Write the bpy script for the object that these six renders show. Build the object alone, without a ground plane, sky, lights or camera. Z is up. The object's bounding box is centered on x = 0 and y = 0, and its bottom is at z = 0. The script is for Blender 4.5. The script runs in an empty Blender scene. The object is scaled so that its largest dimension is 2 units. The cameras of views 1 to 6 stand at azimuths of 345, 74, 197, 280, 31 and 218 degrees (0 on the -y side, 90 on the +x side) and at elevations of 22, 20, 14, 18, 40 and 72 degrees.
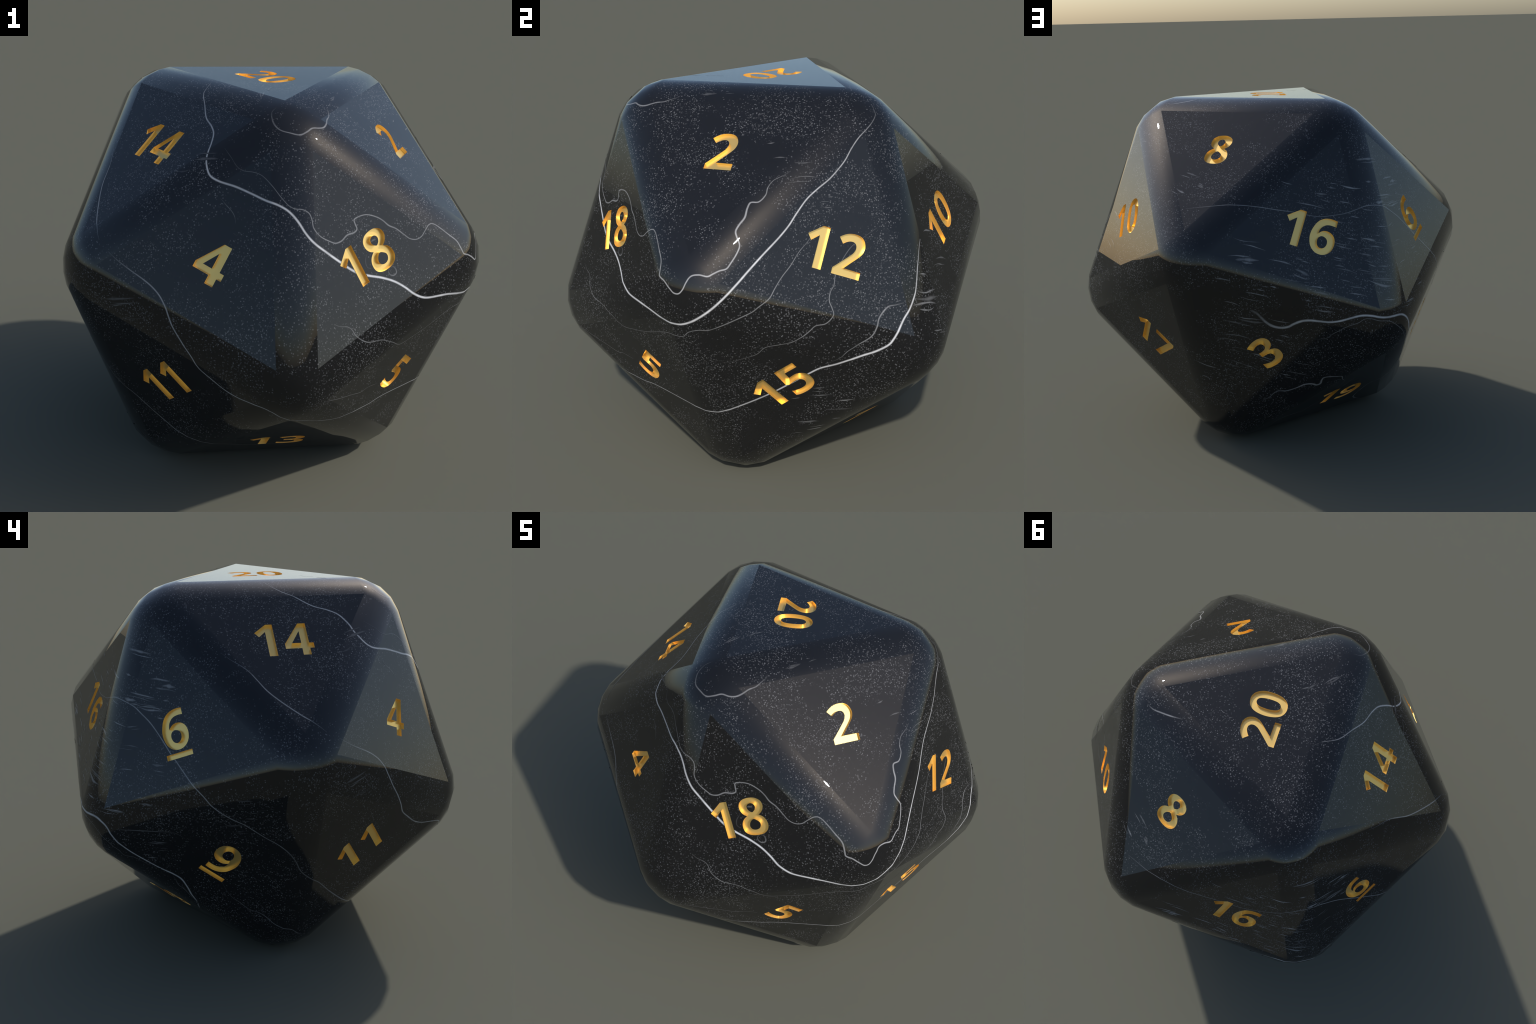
"""A twenty-sided die: black polished stone with fine white veins and specks,
rounded edges, and gold numerals engraved into its twenty facets."""
import bpy, bmesh, math, random
import itertools
from mathutils import Vector, Matrix
from mathutils.geometry import tessellate_polygon
from mathutils.bvhtree import BVHTree

random.seed(20)

# ------------------------------------------------------------------ proportions
INRADIUS = 0.8645          # centre to facet; the die stands on one facet
EDGE = INRADIUS / 0.7557613
FACET_CORNER = 0.4844      # facet centre to facet corner, after rounding
YAW = 0.39669
EDGE_SEGMENTS = 3
ENGRAVE = 0.0155           # depth of the numerals
CENTRE = Vector((0, 0, INRADIUS))
EDGE_INSET = EDGE / (2 * math.sqrt(3)) - FACET_CORNER / 2

# ------------------------------------------------------------------ numeral shapes
# Contours in 0.1 mm; x from the left of the ink, y from mid height. C = sharp corner, S = smooth point.
C, S = "corner", "smooth"
GLYPHS = {
    "1": [[(C, 488, -857), (C, 857, -857), (C, 848, 857), (C, 552, 857), (C, 0, 418), (C, 180, 187), (C, 488, 462)]],
    "2": [[(C, 0, -868), (C, 1200, -868), (C, 1200, -560), (C, 462, -550), (S, 710, -275), (S, 922, -46), (S, 1078, 155),
           (S, 1148, 364), (S, 1132, 550), (S, 1037, 735), (S, 882, 846), (S, 669, 885), (S, 410, 858), (S, 189, 765), (C, 0, 625),
           (C, 196, 390), (S, 345, 498), (S, 492, 560), (S, 648, 556), (S, 752, 470), (S, 780, 312), (S, 699, 115), (S, 542, -64),
           (S, 281, -337), (C, 0, -622)]],
    "3": [[(C, 0, 710), (C, 176, 448), (S, 371, 540), (S, 541, 572), (S, 683, 548), (S, 755, 467), (S, 770, 345), (S, 726, 245),
           (S, 627, 175), (S, 505, 148), (C, 270, 146), (C, 270, -118), (S, 462, -122), (S, 625, -140), (S, 733, -200), (S, 790, -314),
           (S, 769, -459), (S, 675, -555), (S, 534, -596), (S, 357, -590), (S, 181, -545), (C, 2, -476), (C, 2, -790), (S, 147, -845),
           (S, 361, -880), (S, 612, -884), (S, 826, -838), (S, 1017, -731), (S, 1141, -580), (S, 1192, -374), (S, 1167, -192),
           (S, 1068, -66), (S, 925, 4), (C, 785, 33), (S, 933, 100), (S, 1064, 212), (S, 1137, 360), (S, 1150, 519), (S, 1098, 664),
           (S, 990, 774), (S, 836, 846), (S, 621, 876), (S, 355, 842), (S, 172, 786)]],
    "4": [[(C, 752, 857), (C, 1088, 857), (C, 1088, -214), (C, 1290, -214), (C, 1290, -498), (C, 1088, -498), (C, 1088, -857),
           (C, 732, -857), (C, 732, -498), (C, 0, -498), (C, 0, -240)],
          [(C, 735, 440), (C, 735, -212), (C, 325, -212)]],
    "5": [[(C, 1028, 862), (C, 1028, 553), (C, 422, 553), (C, 400, 232), (S, 551, 252), (S, 738, 252), (S, 892, 194), (S, 1043, 65),
           (S, 1125, -110), (S, 1139, -330), (S, 1094, -540), (S, 990, -700), (S, 815, -816), (S, 611, -868), (S, 362, -876),
           (S, 144, -845), (C, 0, -785), (C, 4, -462), (S, 169, -534), (S, 368, -572), (S, 562, -568), (S, 695, -515), (S, 772, -413),
           (S, 790, -268), (S, 721, -137), (S, 592, -72), (S, 393, -66), (C, 168, -98), (C, 35, -20), (C, 100, 862)]],
    "6": [[(C, 1112, 866), (C, 1118, 572), (S, 922, 590), (S, 705, 563), (S, 549, 480), (S, 435, 342), (S, 386, 215), (C, 366, 56),
           (S, 474, 174), (S, 615, 252), (S, 790, 271), (S, 986, 216), (S, 1134, 90), (S, 1217, -85), (S, 1236, -299), (S, 1182, -536),
           (S, 1055, -719), (S, 867, -842), (S, 654, -880), (S, 443, -844), (S, 260, -733), (S, 126, -575), (S, 44, -378), (S, 0, -152),
           (S, 12, 72), (S, 68, 289), (S, 165, 516), (S, 312, 697), (S, 510, 819), (S, 727, 879), (S, 928, 885)],
          [(S, 560, -20), (S, 700, -32), (S, 820, -104), (S, 875, -218), (S, 875, -371), (S, 812, -501), (S, 699, -576), (S, 562, -572),
           (S, 459, -490), (S, 402, -360), (S, 394, -220), (S, 444, -100)]],
    "7": [[(C, 0, 862), (C, 1232, 862), (C, 1232, 637), (C, 588, -857), (C, 213, -857), (C, 834, 556), (C, 0, 556)]],
    "8": [[(S, 590, 885), (S, 780, 868), (S, 970, 785), (S, 1112, 640), (S, 1150, 430), (S, 1085, 254), (S, 990, 140), (C, 858, 52),
           (S, 1053, -84), (S, 1162, -290), (S, 1176, -530), (S, 1075, -728), (S, 877, -850), (S, 625, -883), (S, 370, -862),
           (S, 165, -779), (S, 38, -636), (S, 0, -424), (S, 38, -230), (S, 143, -76), (C, 321, 49), (S, 156, 175), (S, 66, 350),
           (S, 55, 545), (S, 124, 705), (S, 274, 825), (S, 425, 870)],
          [(S, 590, 628), (S, 730, 575), (S, 790, 450), (S, 755, 318), (S, 690, 250), (S, 600, 200), (S, 490, 268), (S, 412, 400),
           (S, 436, 545)],
          [(S, 580, -118), (S, 720, -196), (S, 826, -310), (S, 835, -450), (S, 750, -580), (S, 580, -628), (S, 420, -578),
           (S, 345, -455), (S, 368, -310), (S, 456, -188)]],
    "0": [[(S, 1140, 450), (S, 1188, 213), (S, 1195, -69), (S, 1162, -335), (S, 1085, -575), (S, 950, -754), (S, 794, -850),
           (S, 590, -888), (S, 390, -850), (S, 215, -734), (S, 95, -537), (S, 22, -270), (S, 0, 20), (S, 30, 330), (S, 112, 580),
           (S, 250, 760), (S, 425, 856), (S, 618, 888), (S, 820, 848), (S, 1010, 700)],
          [(S, 785, 425), (S, 715, 530), (S, 595, 578), (S, 475, 540), (S, 390, 422), (S, 352, 193), (S, 346, -68), (S, 374, -310),
           (S, 437, -480), (S, 530, -566), (S, 635, -570), (S, 735, -510), (S, 808, -380), (S, 840, -161), (S, 836, 139)]],
}
GLYPHS["9"] = [[(kind, 1238 - x, -y) for kind, x, y in contour] for contour in GLYPHS["6"]]
UNDERLINE = [(C, 0, -1237), (C, 1265, -1237), (C, 1265, -1005), (C, 0, -1005)]
ADVANCE = 1371
LEFT_BEARING = {"1": 205, "2": 145, "0": 140, "6": 115, "7": 110, "4": 90, "5": 170, "8": 145, "3": 120, "9": 125}

# number: azimuth and elevation of its facet, turn of its top (clockwise, degrees) from "straight up the facet"
NUMBERS = {20: (143, 90, -113), 8: (173, 48, 0), 2: (53, 48, 0), 14: (-67, 48, 0), 10: (135, 19, -22), 12: (90, 19, 22),
           16: (-150, 19, 22), 6: (-105, 19, -22), 18: (15, 19, -22), 4: (-30, 19, 22), 5: (30, -19, 38), 15: (75, -19, -38),
           11: (-45, -19, -38), 9: (-90, -19, 38), 17: (150, -19, 38), 3: (-165, -19, -38), 13: (-7, -48, 0), 19: (-127, -48, 0),
           7: (113, -48, 0), 1: (-37, -90, 0)}


# ------------------------------------------------------------------ helpers
def direction(azimuth, elevation):
    a, e = math.radians(azimuth), math.radians(elevation)
    return Vector((math.cos(e) * math.sin(a), -math.cos(e) * math.cos(a), math.sin(e)))


def smooth_contour(points, steps=6):
    """Closed Catmull-Rom line through the points; a corner point ends the curve on both sides."""
    pts = [(k, Vector((x, y)) / 10000) for k, x, y in points]
    n, out = len(pts), []
    for i in range(n):
        (k1, p1), (k2, p2) = pts[i], pts[(i + 1) % n]
        k0, p0 = pts[i - 1]
        k3, p3 = pts[(i + 2) % n]
        out.append(p1)
        if k1 == C and k2 == C:
            continue
        d = (p2 - p1).length
        if k1 == C:
            m1 = None
        else:
            m1 = (p2 - p0) * d / ((p1 - p0).length + d)
        if k2 == C:
            m2 = None
        else:
            m2 = (p3 - p1) * d / ((p3 - p2).length + d)
        if m1 is None:
            m1 = 1.5 * (p2 - p1) - 0.5 * m2
        if m2 is None:
            m2 = 1.5 * (p2 - p1) - 0.5 * m1
        for s in range(1, steps):
            t = s / steps
            out.append((2 * t**3 - 3 * t**2 + 1) * p1 + (t**3 - 2 * t**2 + t) * m1
                       + (3 * t**2 - 2 * t**3) * p2 + (t**3 - t**2) * m2)
    return out


def number_contours(number):
    """[(outer, [holes]), ...] of a whole number, its ink centred on the facet."""
    text, shapes, pen = str(number), [], 0
    for ch in text:
        outlines = [smooth_contour(c) for c in GLYPHS[ch]]
        shift = Vector(((pen + LEFT_BEARING[ch]) / 10000, 0))
        outlines = [[p + shift for p in o] for o in outlines]
        shapes.append((outlines[0], outlines[1:]))
        pen += ADVANCE
    xs = [p.x for o, _ in shapes for p in o]
    mid = (min(xs) + max(xs)) / 2
    shapes = [([p - Vector((mid, 0)) for p in o], [[p - Vector((mid, 0)) for p in h] for h in hs]) for o, hs in shapes]
    if text in ("6", "9"):
        bar = [p - Vector((0.0632, 0)) for p in smooth_contour(UNDERLINE)]
        shapes.append((bar, []))
    return shapes


def fill(mesh_builder, polys, place, material=0, flip=False):
    """Triangulate an outline with holes, all 2D, and add it through the placing function."""
    verts, faces = mesh_builder
    flat = [p for poly in polys for p in poly]
    base = len(verts)
    verts.extend(place(p) for p in flat)
    for tri in tessellate_polygon([[Vector((p.x, p.y, 0)) for p in poly] for poly in polys]):
        a, b, c = (flat[i] for i in tri)
        area = (b.x - a.x) * (c.y - a.y) - (b.y - a.y) * (c.x - a.x)
        if abs(area) < 1e-12:
            continue
        faces.append([base + i for i in (tri if (area > 0) != flip else tri[::-1])])


def make_object(name, verts, faces, material, parent, smooth=False):
    me = bpy.data.meshes.new(name)
    me.from_pydata([tuple(v) for v in verts], [], faces)
    me.materials.append(material)
    me.polygons.foreach_set("use_smooth", [smooth] * len(me.polygons))
    me.validate()
    ob = bpy.data.objects.new(name, me)
    bpy.context.scene.collection.objects.link(ob)
    ob.parent = parent
    return ob


class Nodes:
    """Short-hand for building a node tree."""
    def __init__(self, name):
        self.mat = bpy.data.materials.new(name)
        self.mat.use_nodes = True
        self.tree = self.mat.node_tree
        self.bsdf = self.tree.nodes["Principled BSDF"]

    def new(self, kind, links=None, **values):
        n = self.tree.nodes.new("ShaderNode" + kind)
        for k, v in values.items():
            setattr(n, k, v)
        for k, v in (links or {}).items():
            self.put(n.inputs[k], v)
        return n

    def put(self, socket, v):
        if isinstance(v, bpy.types.NodeSocket):
            self.tree.links.new(v, socket)
        else:
            socket.default_value = v

    def math(self, op, *args, clamp=False):
        n = self.new("Math", operation=op, use_clamp=clamp)
        for i, a in enumerate(args):
            self.put(n.inputs[i], a)
        return n.outputs[0]

    def ramp(self, value, lo, hi, a=0.0, b=1.0):
        n = self.new("MapRange", {"Value": value, "From Min": lo, "From Max": hi, "To Min": a, "To Max": b}, interpolation_type="SMOOTHSTEP")
        return n.outputs["Result"]


# ------------------------------------------------------------------ materials
STONE_BASE = (0.0105, 0.0105, 0.0112)
POLISH = 0.0


def stone_material():
    m = Nodes("polished_black_stone")
    co = m.new("TexCoord").outputs["Object"]

    def specks(scale, radius, soft, mask_scale, lo, hi, seed):
        at = m.new("Mapping", {"Vector": co, "Location": (seed, seed * 0.37, seed * 0.71)}).outputs[0]
        v = m.new("TexVoronoi", {"Vector": at, "Scale": scale, "Randomness": 1.0})
        dot = m.ramp(v.outputs["Distance"], radius * soft, radius, 1.0, 0.0)
        part = m.new("SeparateColor", {"Color": v.outputs["Color"]})
        level = m.ramp(part.outputs[0], 0.0, 1.0, 0.2, 1.0)
        cloud = m.new("TexNoise", {"Vector": at, "Scale": mask_scale, "Detail": 3.0, "Roughness": 0.6}).outputs["Fac"]
        cover = m.ramp(cloud, lo, hi)
        keep = m.math("LESS_THAN", part.outputs[1], m.math("ADD", m.math("MULTIPLY", cover, 0.95), 0.02))
        faint = m.math("ADD", m.math("MULTIPLY", cover, 0.75), 0.25)
        return m.math("MULTIPLY", m.math("MULTIPLY", dot, level), m.math("MULTIPLY", keep, faint))

    a = specks(97.0, 0.37, 0.3, 3.8, 0.42, 0.55, 0.0)
    b = specks(110.0, 0.38, 0.3, 6.0, 0.45, 0.57, 3.7)
    total = m.math("ADD", a, b, clamp=True)
    mix = m.new("Mix", {"Factor": total, "A": (*STONE_BASE, 1), "B": (0.145, 0.145, 0.15, 1)}, data_type="RGBA")
    # Mix node: colour sockets are further down the list
    for s in mix.inputs:
        if s.type == "RGBA" and s.name == "A":
            s.default_value = (*STONE_BASE, 1)
        if s.type == "RGBA" and s.name == "B":
            s.default_value = (0.145, 0.145, 0.15, 1)
    colour = [o for o in mix.outputs if o.type == "RGBA"][0]
    m.put(m.bsdf.inputs["Base Color"], colour)
    m.bsdf.inputs["Roughness"].default_value = POLISH
    m.bsdf.inputs["IOR"].default_value = 1.5
    return m.mat


def gold_material():
    m = Nodes("engraved_gold")
    co = m.new("TexCoord").outputs["Object"]
    n = m.new("TexNoise", {"Vector": co, "Scale": 30.0, "Detail": 2.0}).outputs["Fac"]
    m.put(m.bsdf.inputs["Roughness"], m.ramp(n, 0.3, 0.7, 0.30, 0.32))
    m.bsdf.inputs["Base Color"].default_value = (1.0, 0.68, 0.22, 1)
    m.bsdf.inputs["Metallic"].default_value = 0.75
    return m.mat


stone, gold = stone_material(), gold_material()

# ------------------------------------------------------------------ the icosahedron, standing on a facet
phi = (1 + 5**0.5) / 2
corners = [(0, s, t * phi) for s in (1, -1) for t in (1, -1)]
corners = [Vector(p) for p in corners] + [Vector((z, x, y)) for x, y, z in corners] + [Vector((y, z, x)) for x, y, z in corners]
triples = [f for f in itertools.combinations(range(12), 3)
           if all(abs((corners[i] - corners[j]).length - 2) < 1e-6 for i, j in itertools.combinations(f, 2))]
up = sum((corners[i] for i in triples[0]), Vector()).normalized()
ax = (corners[triples[0][0]] - up * up.dot(corners[triples[0][0]])).normalized()
stand = Matrix((ax, up.cross(ax), up))
turn = Matrix.Rotation(YAW, 3, "Z")
corners = [turn @ stand @ p * (EDGE / 2) + CENTRE for p in corners]

bm = bmesh.new()
bv = [bm.verts.new(p) for p in corners]
for f in triples:
    p = [corners[i] for i in f]
    if (p[1] - p[0]).cross(p[2] - p[0]).dot(p[0] - CENTRE) < 0:
        f = f[::-1]
    bm.faces.new([bv[i] for i in f])
bm.normal_update()
bmesh.ops.bevel(bm, geom=bm.edges[:] + bm.verts[:], offset=EDGE_INSET, offset_type="OFFSET", segments=EDGE_SEGMENTS, profile=0.5, affect="EDGES")
bm.normal_update()
facets = [f for f in bm.faces if len(f.verts) == 3 and abs(f.normal.dot(f.calc_center_median() - CENTRE) - INRADIUS) < 1e-4
          and (f.calc_center_median() - CENTRE).normalized().dot(f.normal) > 0.9999]
assert len(facets) == 20, len(facets)
facet_corners = [[v.co.copy() for v in f.verts] for f in facets]
bmesh.ops.delete(bm, geom=facets, context="FACES_ONLY")

die = bpy.data.objects.new("twenty_sided_die", None)
bpy.context.scene.collection.objects.link(die)
die["label"] = "black polished stone twenty-sided die with gold engraved numbers"
die["category"] = "gaming die"

# rounded edges and corners: one smooth skin
rim = bpy.data.meshes.new("rounded_edge")
bm.to_mesh(rim)
bm.free()
rim.polygons.foreach_set("use_smooth", [True] * len(rim.polygons))
rim.materials.append(stone)
rim_ob = bpy.data.objects.new("rounded_edge", rim)
bpy.context.scene.collection.objects.link(rim_ob)
rim_ob.parent = die

# facets with their engraved numbers
for number, (az, el, clock) in NUMBERS.items():
    want = direction(az, el)
    tri = max(facet_corners, key=lambda t: (sum(t, Vector()) / 3 - CENTRE).normalized().dot(want))
    mid = sum(tri, Vector()) / 3
    n = (mid - CENTRE).normalized()
    steep = Vector((0, -1, 0)) if abs(n.z) > 0.99 else (Vector((0, 0, 1)) - n * n.z).normalized()
    aim = Matrix.Rotation(math.radians(-clock), 3, n) @ steep
    spoke = (tri[0] - mid).normalized()
    top = max((Matrix.Rotation(math.radians(60 * k), 3, n) @ spoke for k in range(6)), key=lambda v: v.dot(aim))
    right = top.cross(n)
    place = lambda p, d=0.0: mid + right * p.x + top * p.y - n * d

    shapes = number_contours(number)
    outline = [Vector(((p - mid).dot(right), (p - mid).dot(top))) for p in tri]
    face = ([], [])
    fill(face, [outline] + [o for o, _ in shapes], place)
    for _, holes in shapes:
        for h in holes:
            fill(face, [h], place)
    make_object("facet", *face, stone, die)

    metal = ([], [])
    for o, holes in shapes:
        fill(metal, [o] + holes, lambda p: place(p, ENGRAVE))
        for loop in [o] + holes:
            base = len(metal[0])
            metal[0].extend(place(p) for p in loop)
            metal[0].extend(place(p, ENGRAVE) for p in loop)
            k = len(loop)
            area = sum(a.x * b.y - b.x * a.y for a, b in zip(loop, loop[1:] + loop[:1]))
            inward = (area > 0) == (loop is o)
            for i in range(k):
                j = (i + 1) % k
                quad = [base + i, base + j, base + k + j, base + k + i]
                metal[1].append(quad[::-1] if inward else quad)
    make_object("engraved_number", *metal, gold, die)

# ---- veins and scratches --------------------------------------------------
# Each vein: widths along it (mm), brightness along it (0-1), and its course over the die
# as (azimuth, elevation) in degrees seen from the centre.
VEINS = {
    "great_vein": ([4, 6, 7.5, 8, 8.5, 9.5, 11, 10, 9.5, 9, 8.5, 8, 7, 6, 5, 3], [.25, .5, .6, .65, .72, .85, 1, 1, 1, .95, .9, .9, .85, .7, .55, .1],
        [(-73.4, 71.5), (-64.4, 66.9), (-54.6, 63), (-47.1, 58.5), (-41, 55.5), (-38, 53), (-36.9, 49.6), (-36.6, 45.4), (-34.8, 42.1), (-33.3, 40.7),
         (-30, 39.6), (-24.5, 38.6), (-19.6, 37.1), (-14.9, 35.3), (-11.3, 34.1), (-8.4, 32.5), (-6.3, 30.5), (-4.1, 27.5), (-1.8, 25.1), (1.9, 22.5),
         (5.9, 19.7), (10.4, 16.6), (14.4, 15), (18.9, 13.6), (22.8, 11.8), (25.7, 9.7), (28.1, 7.5), (30.6, 6), (32.8, 5.3), (37, 4.7), (39.8, 4.3),
         (44.9, 3), (48.1, 2.4), (51.2, 2.7), (54.4, 4.1), (58.4, 6.9), (61.5, 9.8), (64.2, 12.8), (67, 16.1), (70, 19.4), (75, 24.3), (77.7, 27.1),
         (80.1, 30), (83.6, 33.5), (87.1, 35.7), (91.6, 37.9), (95, 39.9), (97.7, 41.6), (100.5, 43.8), (103.6, 45.6), (107.4, 47), (110.7, 48.3),
         (113.3, 49.7), (114.6, 51.4), (115.3, 52.7)]),
    "winding_vein": ([2, 3, 3, 4.5, 5, 8, 5, 6.5, 4.5, 5, 6.5, 5, 6.5, 6, 8.5, 5, 3], [.06, .17, .26, .34, .38, .4, .38, .36, .34, .34, .45, .58, .58,
         .58, .54, .36, .08],
        [(-30.4, 47.9), (-27.2, 45.4), (-24.6, 43.1), (-22.4, 42.2), (-19.5, 41.9), (-16.7, 41.1), (-13.5, 38.7), (-10.6, 35.8), (-8.7, 34.1), (-6.9,
         33.3), (-4.4, 33), (-2.7, 32.1), (-2, 30.6), (-1.6, 28.6), (0.3, 26.6), (3.4, 25.1), (5, 24.6), (7, 25), (9.1, 26.3), (11.8, 26.8), (12.7,
         27.5), (12.3, 28.9), (12.1, 29.9), (13.6, 30.5), (16.7, 30.7), (20.4, 29.5), (22.4, 28.2), (24, 26.7), (26.4, 25.3), (28.6, 23.3), (30.4,
         21.7), (32.5, 21), (34.3, 21.3), (36, 22.5), (37.7, 23.4), (39.2, 23.3), (43.3, 18.9), (44.9, 16.7), (45.3, 14.5), (45.5, 13.4), (47.2,
         12.5), (48.8, 11.3), (50.2, 10.3), (51.3, 10.3), (52.2, 11.2), (53.1, 13), (54.2, 14.5), (55.9, 14.9), (58, 14.7), (59.1, 15.3), (60.4, 16),
         (61.9, 16.5), (62.8, 17.8), (64.1, 20.2), (64.6, 22), (63.8, 23.8), (63.3, 25.3), (64, 26.9), (65.4, 28.9), (65.9, 31.3), (66.7, 32.8),
         (69.1, 33), (71.2, 34.9), (71.8, 36.8), (73.6, 38.7), (77, 39.9), (79.4, 40.9)]),
    "crown_loop": ([3, 5, 5.5, 6, 6.5, 5.5, 2.5], [.05, .16, .27, .37, .38, .3, .05],
        [(-11.3, 57.9), (-13.5, 56.2), (-13.6, 54.1), (-12.9, 52.4), (-10.9, 50.7), (-7.6, 49.9), (-4.1, 49.4), (-1.5, 50.3), (1, 51.4), (4.2, 51.6),
         (6.3, 52.2), (8.2, 53.4), (10, 55.1), (12.5, 56.6), (14, 58.2), (15.7, 59.9), (15.8, 60.9)]),
    "faint_vein": ([3, 5, 4, 4, 4, 4, 4.5, 4.5, 4, 3], [.12, .34, .26, .22, .25, .25, .34, .35, .34, .08],
        [(2.4, 4.7), (4.1, 3.8), (6.3, 3.3), (7.5, 2.4), (8.5, 0.8), (11.7, -1.5), (17, -2.4), (21, -4.3), (25.2, -6.6), (29.9, -6.1), (36, -4.8),
         (45.3, -1.6), (50.4, -1.2), (52.6, 0.6), (55, 1.5), (57.4, 1.6), (61, 3), (64.9, 4.8), (67.9, 6.2), (69.2, 7.2), (71.9, 9.2), (73.4, 11.6),
         (75.2, 14.2), (77.6, 16.9), (80.1, 20.2), (83.6, 23.6), (85.3, 26.5)]),
    "trickle_vein": ([3, 4, 4.5, 4.5, 4.5, 4, 3], [.07, .2, .3, .36, .3, .24, .06],
        [(104, 23.7), (101.3, 22.7), (99.4, 21.9), (95.7, 20.2), (93.3, 18.1), (90.8, 14.9), (89.7, 12.9), (89.1, 10.8), (87.9, 9.1), (87.4, 7),
         (87.9, 5.2), (88.2, 3.6), (87.4, 2.4), (85.9, 1.4), (83.3, 1.1), (81.9, -0.1), (79.8, -1.7), (77.3, -3.1), (74.1, -3.8), (70.5, -4.6), (68.2,
         -6.8), (64.8, -8.1), (61.1, -9.1), (59.4, -9.1)]),
    "hook_vein": ([4, 7, 6, 5, 4, 3], [.1, .38, .35, .32, .25, .06],
        [(107.1, 3.7), (104.9, 3.5), (103, 3.4), (101.3, 2.3), (99.9, 0.8), (99.2, -0.8), (98, -2.7), (96.5, -3.8), (94.1, -5.1), (91.7, -6.8), (89.8,
         -9), (87.1, -10.8)]),
    "girdle_vein": ([4, 6, 8, 10, 10, 9, 8, 7, 6.5, 6, 5.5, 5.5, 5.5, 6, 6, 6.5, 6, 4], [.4, .75, .88, .95, .9, .8, .65, .6, .5, .5, .45, .45, .5, .5,
         .5, .5, .4, .08],
        [(117.9, 17.7), (115.9, 15.1), (114, 11.9), (112.2, 8), (110.7, 5.2), (108.7, 2.5), (106.2, -0.1), (104.5, -2.3), (103, -4.3), (101.6, -5.7),
         (99.3, -6.9), (95.9, -8.1), (92.6, -9.5), (89.3, -11.1), (85, -12.7), (82.1, -14.7), (75.8, -19.3), (70.8, -22.4), (64.7, -25.2), (58.6,
         -27.3), (54.2, -28.5), (50.8, -28.7), (46.6, -28.4), (39.7, -28.5), (33.1, -28.3), (26.8, -28.1), (22.6, -28.4), (14.8, -27.5), (9.1, -26.9),
         (5.2, -26), (0.9, -24), (-4, -21.5), (-7.6, -19.7), (-10.4, -17.8), (-13.3, -15.6), (-16.5, -15), (-20.9, -14.8), (-24.3, -13.8), (-28,
         -11.5), (-31.4, -8.9), (-33.3, -5.7), (-35.9, -1.8), (-38, 1.3), (-39.6, 4.4), (-40.6, 6.5), (-42.6, 9.1), (-45, 11), (-47.6, 12.4), (-50.9,
         13.8), (-54.5, 15.4), (-57.6, 17)]),
    "slanting_vein": ([2.5, 4, 5, 6, 6, 3], [.06, .25, .38, .42, .42, .08],
        [(-92.1, 41.7), (-88.6, 40), (-84.9, 38.4), (-81.8, 36.5), (-79.2, 34), (-76.5, 31.1), (-73.6, 28.6), (-70.3, 26), (-67.1, 23.5), (-64.1,
         21.3), (-61.2, 18.8)]),
    "long_vein": ([3, 4, 4.5, 4, 4.5, 6, 6, 6, 5.5, 5, 5, 5.5, 6, 6, 5, 4, 3], [.1, .35, .35, .25, .3, .4, .42, .42, .4, .3, .22, .22, .35, .45, .4,
         .3, .08],
        [(170, 25.4), (174.2, 26.1), (178.7, 26.7), (-176.4, 27.3), (-171.2, 27.4), (-165.7, 27.1), (-159.4, 26.4), (-155.1, 25.9), (-149.9, 24.7),
         (-145.9, 23.9), (-141.7, 23.8), (-136.5, 23.9), (-132.6, 24.5), (-129.3, 25), (-125.5, 24.8), (-120.5, 23.9), (-117.4, 22.4), (-113.7, 20.3),
         (-109.9, 17.2), (-107.3, 14.7), (-105.2, 12.6), (-102.8, 10.4), (-99.9, 7.6), (-96.9, 4.7), (-94.2, 2.4), (-91.7, -0.3), (-89, -2.4), (-86,
         -4.3), (-82.9, -5.8), (-80.3, -7.6), (-77.6, -9.5), (-73, -12.3), (-70, -15.3), (-68.2, -18), (-66.5, -21.5), (-63.3, -24.9), (-59, -28.3),
         (-53.7, -33.4), (-48.1, -37.6), (-41.4, -41.5), (-33.8, -45.5), (-26.2, -50.1), (-15.8, -53.7), (-7.5, -54.5), (2.9, -58.3), (21.1, -60.7)]),
    "rear_vein": ([12, 15, 14, 10.5, 9.5, 9.5, 9, 8.5, 8, 8, 9, 9, 7], [.16, .48, .62, .68, .72, .72, .68, .6, .6, .6, .6, .58, .4],
        [(-168.8, -3.4), (-167.2, -4.5), (-166, -6), (-164.7, -7.6), (-162.8, -9.1), (-160.3, -9.8), (-157.9, -9.5), (-156, -8.3), (-153.7, -7.3),
         (-151.4, -7.1), (-148.8, -7.4), (-145.7, -7.7), (-142.8, -7.3), (-139.8, -6.5), (-137.2, -5.9), (-134.6, -6), (-131.2, -6.7), (-128, -6.8),
         (-125.1, -6.9), (-123.4, -7.7), (-121.8, -9.1), (-120.3, -11.9), (-119.1, -13.8), (-117.2, -16.6), (-114, -19.9), (-110.3, -23.1), (-107.1,
         -25.3), (-104.8, -27.5), (-103.8, -30.5), (-103.2, -33.9), (-102.5, -38), (-103.6, -43.1)]),
    "rear_thread": ([3, 3.5, 3.5, 3, 3, 3], [.08, .3, .3, .25, .2, .08],
        [(-150.9, -13.8), (-148.3, -13.8), (-146.2, -13.4), (-144.9, -12), (-142.8, -10.3), (-140.3, -8.8), (-137.9, -7.9), (-136.3, -6.9), (-134.7,
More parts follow.
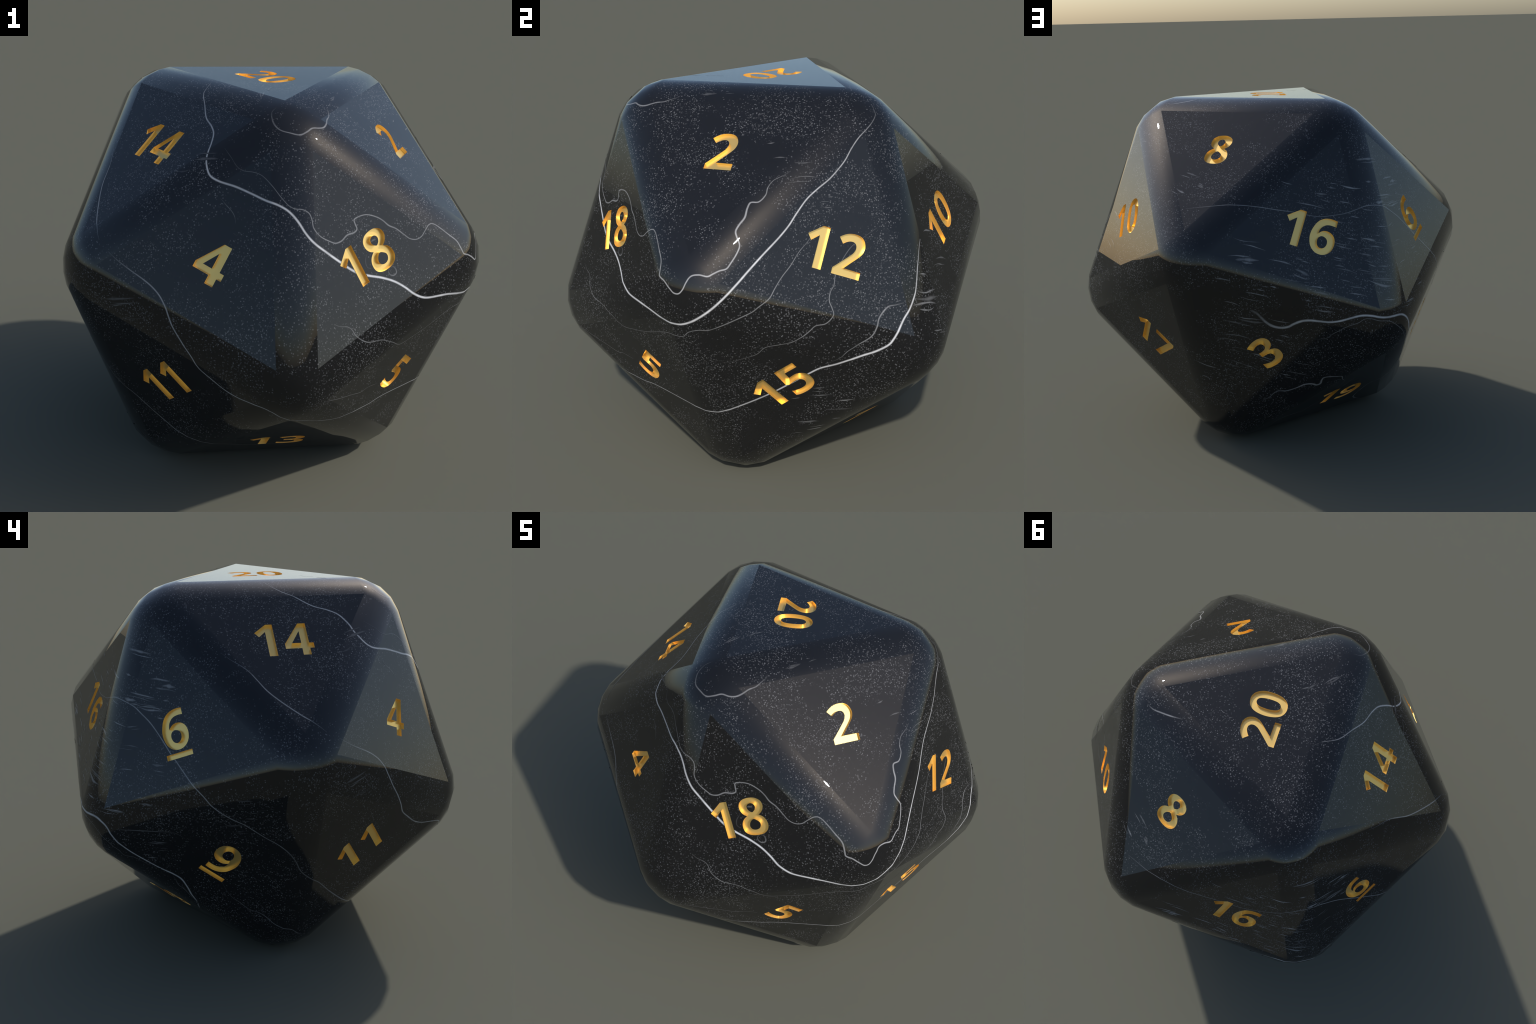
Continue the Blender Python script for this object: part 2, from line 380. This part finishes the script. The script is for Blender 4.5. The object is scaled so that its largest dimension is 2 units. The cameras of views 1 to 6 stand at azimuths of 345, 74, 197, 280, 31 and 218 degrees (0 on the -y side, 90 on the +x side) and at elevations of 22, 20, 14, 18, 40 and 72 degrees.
         -6.8), (-132.3, -7.5), (-129.4, -7.9), (-127.3, -9.1), (-124.3, -11.5), (-122.1, -14), (-120.4, -16.2), (-119.8, -18.1), (-117.4, -18.7),
         (-115.4, -20.2), (-112.8, -22.4), (-110.3, -23.1)]),
    "knotted_vein": ([5, 6, 8, 13, 8, 6, 4, 4, 4, 3], [.1, .3, .38, .42, .35, .32, .25, .22, .2, .06],
        [(-167.2, -38.6), (-164.7, -37.6), (-162.9, -36), (-161.2, -35.1), (-157.8, -34.9), (-154.5, -33.8), (-151.3, -32.2), (-148.7, -32), (-146.9,
         -32.8), (-145.6, -32.2), (-145.5, -30.5), (-145, -29.2), (-143.1, -28.9), (-140.1, -29.1), (-138.2, -29.5), (-136.8, -31.8), (-134.2, -34.6),
         (-134, -36.5), (-134.5, -39.4), (-132.2, -40.7), (-130.7, -40), (-130.3, -37.3), (-128.5, -35.3), (-125.8, -36), (-124.5, -38.4), (-126.1,
         -39.5)]),
    "low_vein": ([4, 4.5, 4, 3], [.15, .25, .25, .06],
        [(-165.8, -56.1), (-162.1, -53.4), (-157.2, -53.1), (-153.1, -53.6), (-146.7, -54.8), (-143.6, -53), (-141, -50.6), (-137.9, -50.2), (-134.9,
         -52.1)]),
    "foot_vein": ([8, 10, 6, 5, 4, 3], [.1, .38, .35, .3, .25, .06],
        [(-90.9, -58.6), (-99.3, -57.7), (-104.5, -56.4), (-107.3, -54), (-108.8, -50.3), (-109.5, -46.1), (-107.3, -43.9), (-104.1, -42.4), (-103,
         -39.8), (-102.1, -37.6), (-101.4, -35.3)]),
    "under_vein": ([3, 3, 4, 4.5, 3], [.06, .18, .25, .3, .08],
        [(-91.3, -28.5), (-90.2, -31.3), (-88.6, -33.9), (-85.6, -36), (-82.6, -38.1), (-78.6, -39), (-76.1, -40.2), (-72.9, -42.3), (-69.7, -43.6),
         (-66.3, -44.4), (-63, -46.5), (-59.4, -48.6)]),
    "branch_vein": ([3, 5, 4, 3], [.06, .22, .22, .15],
        [(-107.2, -26.2), (-106.9, -28.3), (-106.7, -30), (-105, -32.1), (-103.9, -34.7), (-102.5, -38)]),
    "comma_vein": ([4, 7, 7, 4], [.06, .42, .4, .06],
        [(122.8, 56.9), (125.3, 58.4), (127.1, 60.5), (129.5, 63.3), (132.2, 66.5)]),
    "stray_vein": ([2.5, 4, 3.5, 2.5], [.05, .2, .2, .05],
        [(-29, 35.7), (-27.2, 34.3), (-25.1, 32.7), (-24.2, 31.5), (-23.8, 29.8)]),
    "lower_thread": ([3, 3.5, 3.5, 3], [.08, .3, .3, .15],
        [(-2.1, -13.5), (1.2, -14.3), (5.4, -16.2), (10.2, -18), (14.4, -19.5), (17.2, -19.2), (21.7, -20)]),
    "dim_thread": ([4, 5, 3.5, 3], [.1, .22, .18, .05],
        [(-119, -9.4), (-114.2, -9.5), (-108.2, -9.6), (-104.4, -9.8), (-102.4, -10.5), (-100.7, -11.9)]),
    "ring_vein": ([5, 7, 7, 5], [.1, .25, .25, .08],
        [(21.4, 15.5), (21.3, 14.5), (21.8, 13.8), (22.8, 13.5), (23.8, 14), (23.8, 14.9), (23.1, 15.8), (22.3, 15.8)]),
    "ghost_vein": ([4, 5, 4], [.05, .12, .1],
        [(15, 20.9), (14.2, 18.7), (14.6, 17.1), (15.8, 16.6)]),
    "smudge_vein": ([4, 9, 8], [.05, .2, .15],
        [(16.6, 23.4), (17.5, 23.8), (18.7, 24)]),
}

# Each scratch: start azimuth, elevation; end azimuth, elevation; width (mm).
SCRATCHES = {
    "crown": [
        (71.1, 50.3, 74.5, 50.2, 4.7), (-19.1, 64.2, -18.5, 69.6, 5.7), (-14.8, 71.2, -9.8, 75.8, 5.2), (24.5, 63.9, 34.6, 66.2, 6.7),
        (40.1, 66.7, 46.7, 67.6, 3.4), (-14.4, 74.4, -15, 71, 8.3), (-19.5, 69, -19.1, 63.7, 5.9), (33.7, 66.2, 26, 64.8, 4.9),
    ],
    "sunlit_side": [
        (111.8, 5.4, 119.2, 4, 5.8), (110.8, 3.9, 119.3, 2.1, 11.6), (110.9, 1.4, 116.2, 0.4, 4.6), (124, 10.5, 130.9, 8.3, 6),
        (120.8, 19.1, 126, 18.1, 7.1), (113.5, 9.4, 116.6, 8.6, 4.6), (114, -4.3, 117.7, -5.3, 4.7), (82.6, -23.6, 89.5, -22.8, 5.9),
        (83.6, -20.5, 87.2, -20.2, 5.3), (91, -25.1, 96.1, -24.4, 6), (87.7, -28.7, 96.5, -28.8, 5.4), (79.5, -34.2, 86.5, -33.7, 6.1),
        (82.9, -38, 88.8, -38.1, 8.7), (90.7, -33.4, 94.9, -34.1, 4.3), (78.3, -38.8, 81.8, -39, 3.7), (77.3, -24.5, 80.1, -24.3, 3),
        (73.6, 45.3, 78.6, 44.8, 4.1), (80.7, 43, 85.8, 42.5, 3), (78.5, 38.7, 88.3, 38.4, 3), (88.5, 31.1, 91.7, 31, 3),
        (90.3, 33.6, 92.1, 33.5, 2.5),
    ],
    "left_side": [
        (-109.6, -16.4, -106.7, -16.4, 2.9), (-88.4, -6.3, -83.3, -5.9, 6.5), (-86.5, -9, -81.8, -8.7, 2.3), (-82.6, -3.6, -79.6, -3.4, 3.7),
        (-82, -1.7, -78.8, -1.3, 2.7), (-85.6, 2, -80.5, 2.1, 3.6), (-56.8, 5.4, -48.9, 7.4, 8.3), (-55.7, 4.2, -51.2, 5.3, 4.8),
        (-52.8, 1.5, -46.3, 2.5, 3), (-56.9, 9.6, -54.2, 10.4, 4.1), (-41.5, 44.7, -31.6, 45.1, 9.1), (-47, 40.9, -41.8, 41.9, 5.6),
    ],
    "rear_upper": [
        (-137.3, 32.7, -129.6, 30.3, 7.1), (-141.9, 32.5, -138.5, 31.7, 4.1), (-146.7, 31.4, -141.8, 30.3, 7.1), (-144.9, 29.2, -141.4, 28.1, 4.6),
        (-138.4, 27.7, -134.4, 26.5, 4.6), (-153.7, 28.8, -143.1, 25.9, 4.5), (-131.2, 24.5, -126.3, 23.4, 4.1), (-135.4, 22.8, -132.3, 21.7, 5.1),
        (-143.8, 22.8, -138.8, 21.7, 4), (-127.2, 18.5, -121.4, 17.8, 4.1), (-121.4, 17.8, -117.8, 18.8, 3.1), (-128.9, 16.1, -126.2, 15.6, 3.1),
        (-138.7, 16.9, -134.3, 15.3, 4.1), (-133.5, 15.8, -128.3, 13.9, 8.1), (-141.9, 14.7, -136.5, 12.9, 6.1), (-132.1, 13.2, -126.1, 11.7, 4.6),
        (-134.8, 11.2, -131.1, 10.1, 8.1), (-155.4, 11.7, -152.2, 10.9, 4), (-143.2, 11.3, -139.4, 10.2, 3.5), (-142.9, 8.6, -139.8, 7.7, 5),
        (-133.2, 8.2, -130.3, 6.8, 6.1), (-130.2, 7, -125.6, 6.2, 6.1), (-142.7, 7.7, -136.8, 5.7, 4.5), (-136.6, 6.8, -132, 5.4, 4.1),
        (-155.6, 8.6, -151.1, 6.2, 11), (-157.1, 6.7, -151.2, 5.2, 4), (-123.2, 27.7, -114.3, 27.5, 5.2), (-118.9, 24.1, -109.7, 24.2, 4.7),
        (162.6, 31.8, 166.8, 30.4, 7.3), (170.3, 33.7, 173.2, 32.8, 5.4), (-158.4, 35.1, -154.3, 34.1, 3.6), (-172.7, 11.8, -166, 11.5, 11.6),
        (-171, 11.3, -167.8, 10.7, 7), (-163.4, 11.8, -156.1, 9.7, 5.8), (-155.2, 11.7, -152.3, 10.9, 5.3), (-171.2, 16.1, -164.1, 14.3, 3.5),
        (-173.7, 17.9, -166, 16.8, 2.9), (-178, 6.7, -173.8, 5.8, 5.2), (-129.2, 38.6, -118.1, 38.7, 8.1), (-127, 32.1, -124.2, 31.8, 6.9),
        (-117.2, 32.2, -109, 32.7, 6.7), (-112, 31.1, -106.8, 31.3, 12.2), (-113.2, 29.8, -106.1, 30, 3.3), (-123.2, 27.5, -113.8, 27.4, 6.8),
        (-124.7, 25.6, -120.1, 25.6, 12.5), (-110.7, 27.2, -108.3, 27.2, 5.5), (-119.2, 24.1, -109.3, 24.3, 5.6), (-111.9, 22.1, -109.4, 22.1, 4.4),
        (-121.4, 12.6, -115.9, 12.8, 2.8), (-120.6, 6.1, -116.4, 6.5, 4), (-110.9, 9, -106.7, 9.1, 7.8), (-110.1, 7.4, -106.4, 7.3, 3.3),
        (163, 37.9, 168.6, 37, 7.4), (163.2, 31.4, 167, 30.4, 6.2), (170.4, 33.9, 173.2, 32.9, 5.5),
    ],
    "rear_lower": [
        (-133.2, 4, -125.1, 2.6, 7.1), (-134, 3.6, -126.2, 0.9, 8.1), (-141.8, 4.4, -138.9, 3.5, 4), (-139.6, 2.3, -135.7, 1.6, 4),
        (-151.6, 3.3, -146.6, 2.3, 5), (-150.9, 1.8, -145.8, 0.4, 8), (-139.9, 0.4, -134.5, -0.9, 3.5), (-130.2, -2.1, -126.6, -2.7, 4.1),
        (-153.5, -0.5, -150.9, -1.2, 4), (-150.3, -3.5, -144.7, -4.6, 7), (-112.7, -1.8, -109, -1.9, 5.4), (-123, -4.2, -117, -4.8, 5.2),
        (-170.1, 2.6, -163.3, 0.8, 4.1), (-166.9, 3.4, -164.5, 2.9, 4.1), (-163.2, 4.1, -161, 3.3, 5.2), (-176.3, -0.1, -172.2, -1.6, 5.3),
        (-172.7, -6.4, -165.1, -7.9, 9.5), (-176.9, -6.9, -168.7, -9.3, 3.6), (-163.5, -6.6, -157, -8.1, 4.7), (-178.7, -11.6, -169.8, -14, 6.6),
        (-162.1, -14.1, -158.8, -15.1, 6), (-160.5, -12.7, -157.3, -13.4, 3.6), (-169.9, -19.8, -163.1, -22.5, 8.5), (-176.3, -16.9, -170.7, -18.7, 2.4),
        (170.2, -22, 177.9, -24.8, 5), (171.5, -28.1, 174.7, -29.1, 4.4), (-172, -24.4, -169.5, -25.5, 5.5), (179.7, -22.1, -173.9, -25.3, 3.1),
        (-158.6, -27, -150.4, -28.2, 3.9), (-160.4, -27.9, -156.6, -28.7, 3.9), (-153.7, -23.8, -149, -24.7, 3), (-151.2, -17.3, -147.9, -17.9, 2.5),
        (-112.5, -1.9, -108.7, -2.1, 6.7), (-121.7, -4.2, -116.8, -4.6, 4.6), (-111.6, -13.6, -106.1, -13.6, 4.8), (-113, -18.9, -110.5, -19, 6.9),
    ],
}

LEVELS = 16
VEIN_SPREAD = 1.45
VEIN_WHITE = (0.72, 0.72, 0.735)


def vein_material(level):
    m = Nodes("quartz_vein")
    t = level**1.3
    colour = [a + (b - a) * t for a, b in zip(STONE_BASE, VEIN_WHITE)]
    co = m.new("TexCoord").outputs["Object"]
    n = m.new("TexNoise", {"Vector": co, "Scale": 24.0, "Detail": 3.0}).outputs["Fac"]
    tone = m.ramp(n, 0.3, 0.7, 0.85, 1.1)
    mul = m.new("VectorMath", {0: colour, "Scale": tone}, operation="SCALE")
    m.put(m.bsdf.inputs["Base Color"], mul.outputs[0])
    m.bsdf.inputs["Roughness"].default_value = POLISH
    m.bsdf.inputs["IOR"].default_value = 1.5
    return m.mat


vein_mats = [vein_material((i + 0.5) / LEVELS) for i in range(LEVELS)]

# the finished stone skin, to lay the veins on
skin_v, skin_f, skin_n = [], [], []
for ob in bpy.data.objects:
    if ob.parent == die and ob.data.materials[0] == stone:
        me = ob.data
        me.calc_loop_triangles()
        flat = not me.polygons[0].use_smooth
        for t in me.loop_triangles:
            b = len(skin_v)
            skin_v.extend(me.vertices[i].co for i in t.vertices)
            skin_f.append((b, b + 1, b + 2))
            skin_n.append([t.normal.copy()] * 3 if flat else [me.vertices[i].normal.copy() for i in t.vertices])
skin = BVHTree.FromPolygons(skin_v, skin_f)


def on_skin(d):
    """Point and shading normal of the stone in a direction from the centre; None over a numeral."""
    p, n, i, _ = skin.ray_cast(CENTRE + d * 2, -d, 1.5)
    if p is None or (p - CENTRE).length < INRADIUS - 0.004:
        return None
    a, b, c = (skin_v[k] for k in skin_f[i])
    whole = (b - a).cross(c - a).length
    w = [(b - p).cross(c - p).length / whole, (c - p).cross(a - p).length / whole]
    w.append(1 - w[0] - w[1])
    na = skin_n[i]
    return p, (na[0] * w[0] + na[1] * w[1] + na[2] * w[2]).normalized()


def along(values, t):
    x = t * (len(values) - 1)
    i = min(int(x), len(values) - 2)
    return values[i] + (values[i + 1] - values[i]) * (x - i)


def curve(points, step):
    """Catmull-Rom course through directions, resampled about every step metres at the skin."""
    out = []
    for i in range(len(points) - 1):
        p0, p1, p2, p3 = (points[max(0, min(len(points) - 1, j))] for j in (i - 1, i, i + 1, i + 2))
        n = max(1, int((p2 - p1).length * 0.95 / step))
        d0, d1, d2 = (max(1e-4, (b - a).length) ** 0.5 for a, b in ((p0, p1), (p1, p2), (p2, p3)))
        m1 = ((p1 - p0) / d0 - (p2 - p0) / (d0 + d1) + (p2 - p1) / d1) * d1 if i else p2 - p1
        m2 = ((p2 - p1) / d1 - (p3 - p1) / (d1 + d2) + (p3 - p2) / d2) * d1 if i < len(points) - 2 else p2 - p1
        for s in range(n):
            t = s / n
            out.append(((2 * t**3 - 3 * t**2 + 1) * p1 + (t**3 - 2 * t**2 + t) * m1
                        + (3 * t**2 - 2 * t**3) * p2 + (t**3 - t**2) * m2).normalized())
    out.append(points[-1])
    return out


LANES = ((-1.0, 0.0), (-0.8, 0.2), (-0.56, 0.6), (-0.3, 1.0), (0.3, 1.0), (0.56, 0.6), (0.8, 0.2), (1.0, 0.0))


class Ribbons:
    """Thin inlays lying on the stone, brighter in the middle than at the rims."""
    def __init__(self):
        self.v, self.n, self.f, self.m = [], [], [], []

    def add(self, course, width, level, lift):
        rows, last = [], len(course) - 1
        for i, d in enumerate(course):
            ahead = course[min(last, i + 1)] - course[max(0, i - 1)]
            side = ahead.cross(d).normalized()
            half = width(i / last) / 2000
            row = []
            for x, _ in LANES:
                hit = on_skin((d + side * (x * half)).normalized())
                if hit is None:
                    row.append(None)
                    continue
                row.append(len(self.v))
                self.v.append(hit[0] + hit[1] * lift)
                self.n.append(hit[1])
            rows.append(row)
        for i in range(last):
            for j in range(len(LANES) - 1):
                quad = [rows[i][j], rows[i][j + 1], rows[i + 1][j + 1], rows[i + 1][j]]
                if None in quad:
                    continue
                strength = level((i + 0.5) / last) * (LANES[j][1] + LANES[j + 1][1]) / 2
                a, b, c = (self.v[k] for k in quad[:3])
                if (b - a).cross(c - a).dot(self.n[quad[0]]) < 0:
                    quad.reverse()
                self.f.append(quad)
                self.m.append(max(0, min(LEVELS - 1, int(strength * LEVELS))))

    def finish(self, name):
        me = bpy.data.meshes.new(name)
        me.from_pydata([tuple(p) for p in self.v], [], self.f)
        for m in vein_mats:
            me.materials.append(m)
        me.polygons.foreach_set("material_index", self.m)
        me.polygons.foreach_set("use_smooth", [True] * len(self.f))
        me.normals_split_custom_set_from_vertices([tuple(n) for n in self.n])
        ob = bpy.data.objects.new(name, me)
        bpy.context.scene.collection.objects.link(ob)
        ob.parent = die
        return ob


for k, (name, (widths, levels, course)) in enumerate(VEINS.items()):
    r = Ribbons()
    r.add(curve([direction(*p) for p in course], 0.0025), lambda t: along(widths, t) * VEIN_SPREAD, lambda t: along(levels, t), 0.00019 + 0.000002 * k)
    r.finish(name)

FAINTNESS = {"crown": 0.55, "sunlit_side": 0.85, "left_side": 0.5, "rear_upper": 1.0, "rear_lower": 0.95}
r, k = Ribbons(), 0
for zone, strokes in SCRATCHES.items():
    # finer companion strokes beside about half of them
    fine = []
    for a1, e1, a2, e2, w in strokes:
        if zone != "crown" and random.random() < 0.55:
            da, de = random.uniform(-2.5, 2.5), random.choice((-1, 1)) * random.uniform(0.5, 1.6)
            fine.append((a1 + da, e1 + de, a2 + da, e2 + de, w * random.uniform(0.3, 0.6)))
    for a1, e1, a2, e2, w in strokes + fine:
        a, b = direction(a1, e1), direction(a2, e2)
        sag = (b - a).cross(a) * random.uniform(-0.06, 0.06)
        course = [a, (a * 0.66 + b * 0.34 + sag).normalized(), (a * 0.34 + b * 0.66 + sag * random.uniform(0.2, 1.4)).normalized(), b]
        tone, skew = random.uniform(0.23, 0.43) * FAINTNESS[zone], random.uniform(0.65, 1.5)
        beat, phase = random.uniform(5, 14), random.uniform(0, 6)
        r.add(curve(course, 0.0025),
              lambda t: w * 1.85 * (0.15 + 0.85 * math.sin(math.pi * t**skew) ** 0.8) * (1 + 0.22 * math.sin(beat * t + phase)),
              lambda t: tone * (0.25 + 0.75 * math.sin(math.pi * t) ** 0.7), 0.00024 + 0.0000003 * k)
        k += 1
scratches = r.finish("scratch")
scratches["kind"] = "stuff"
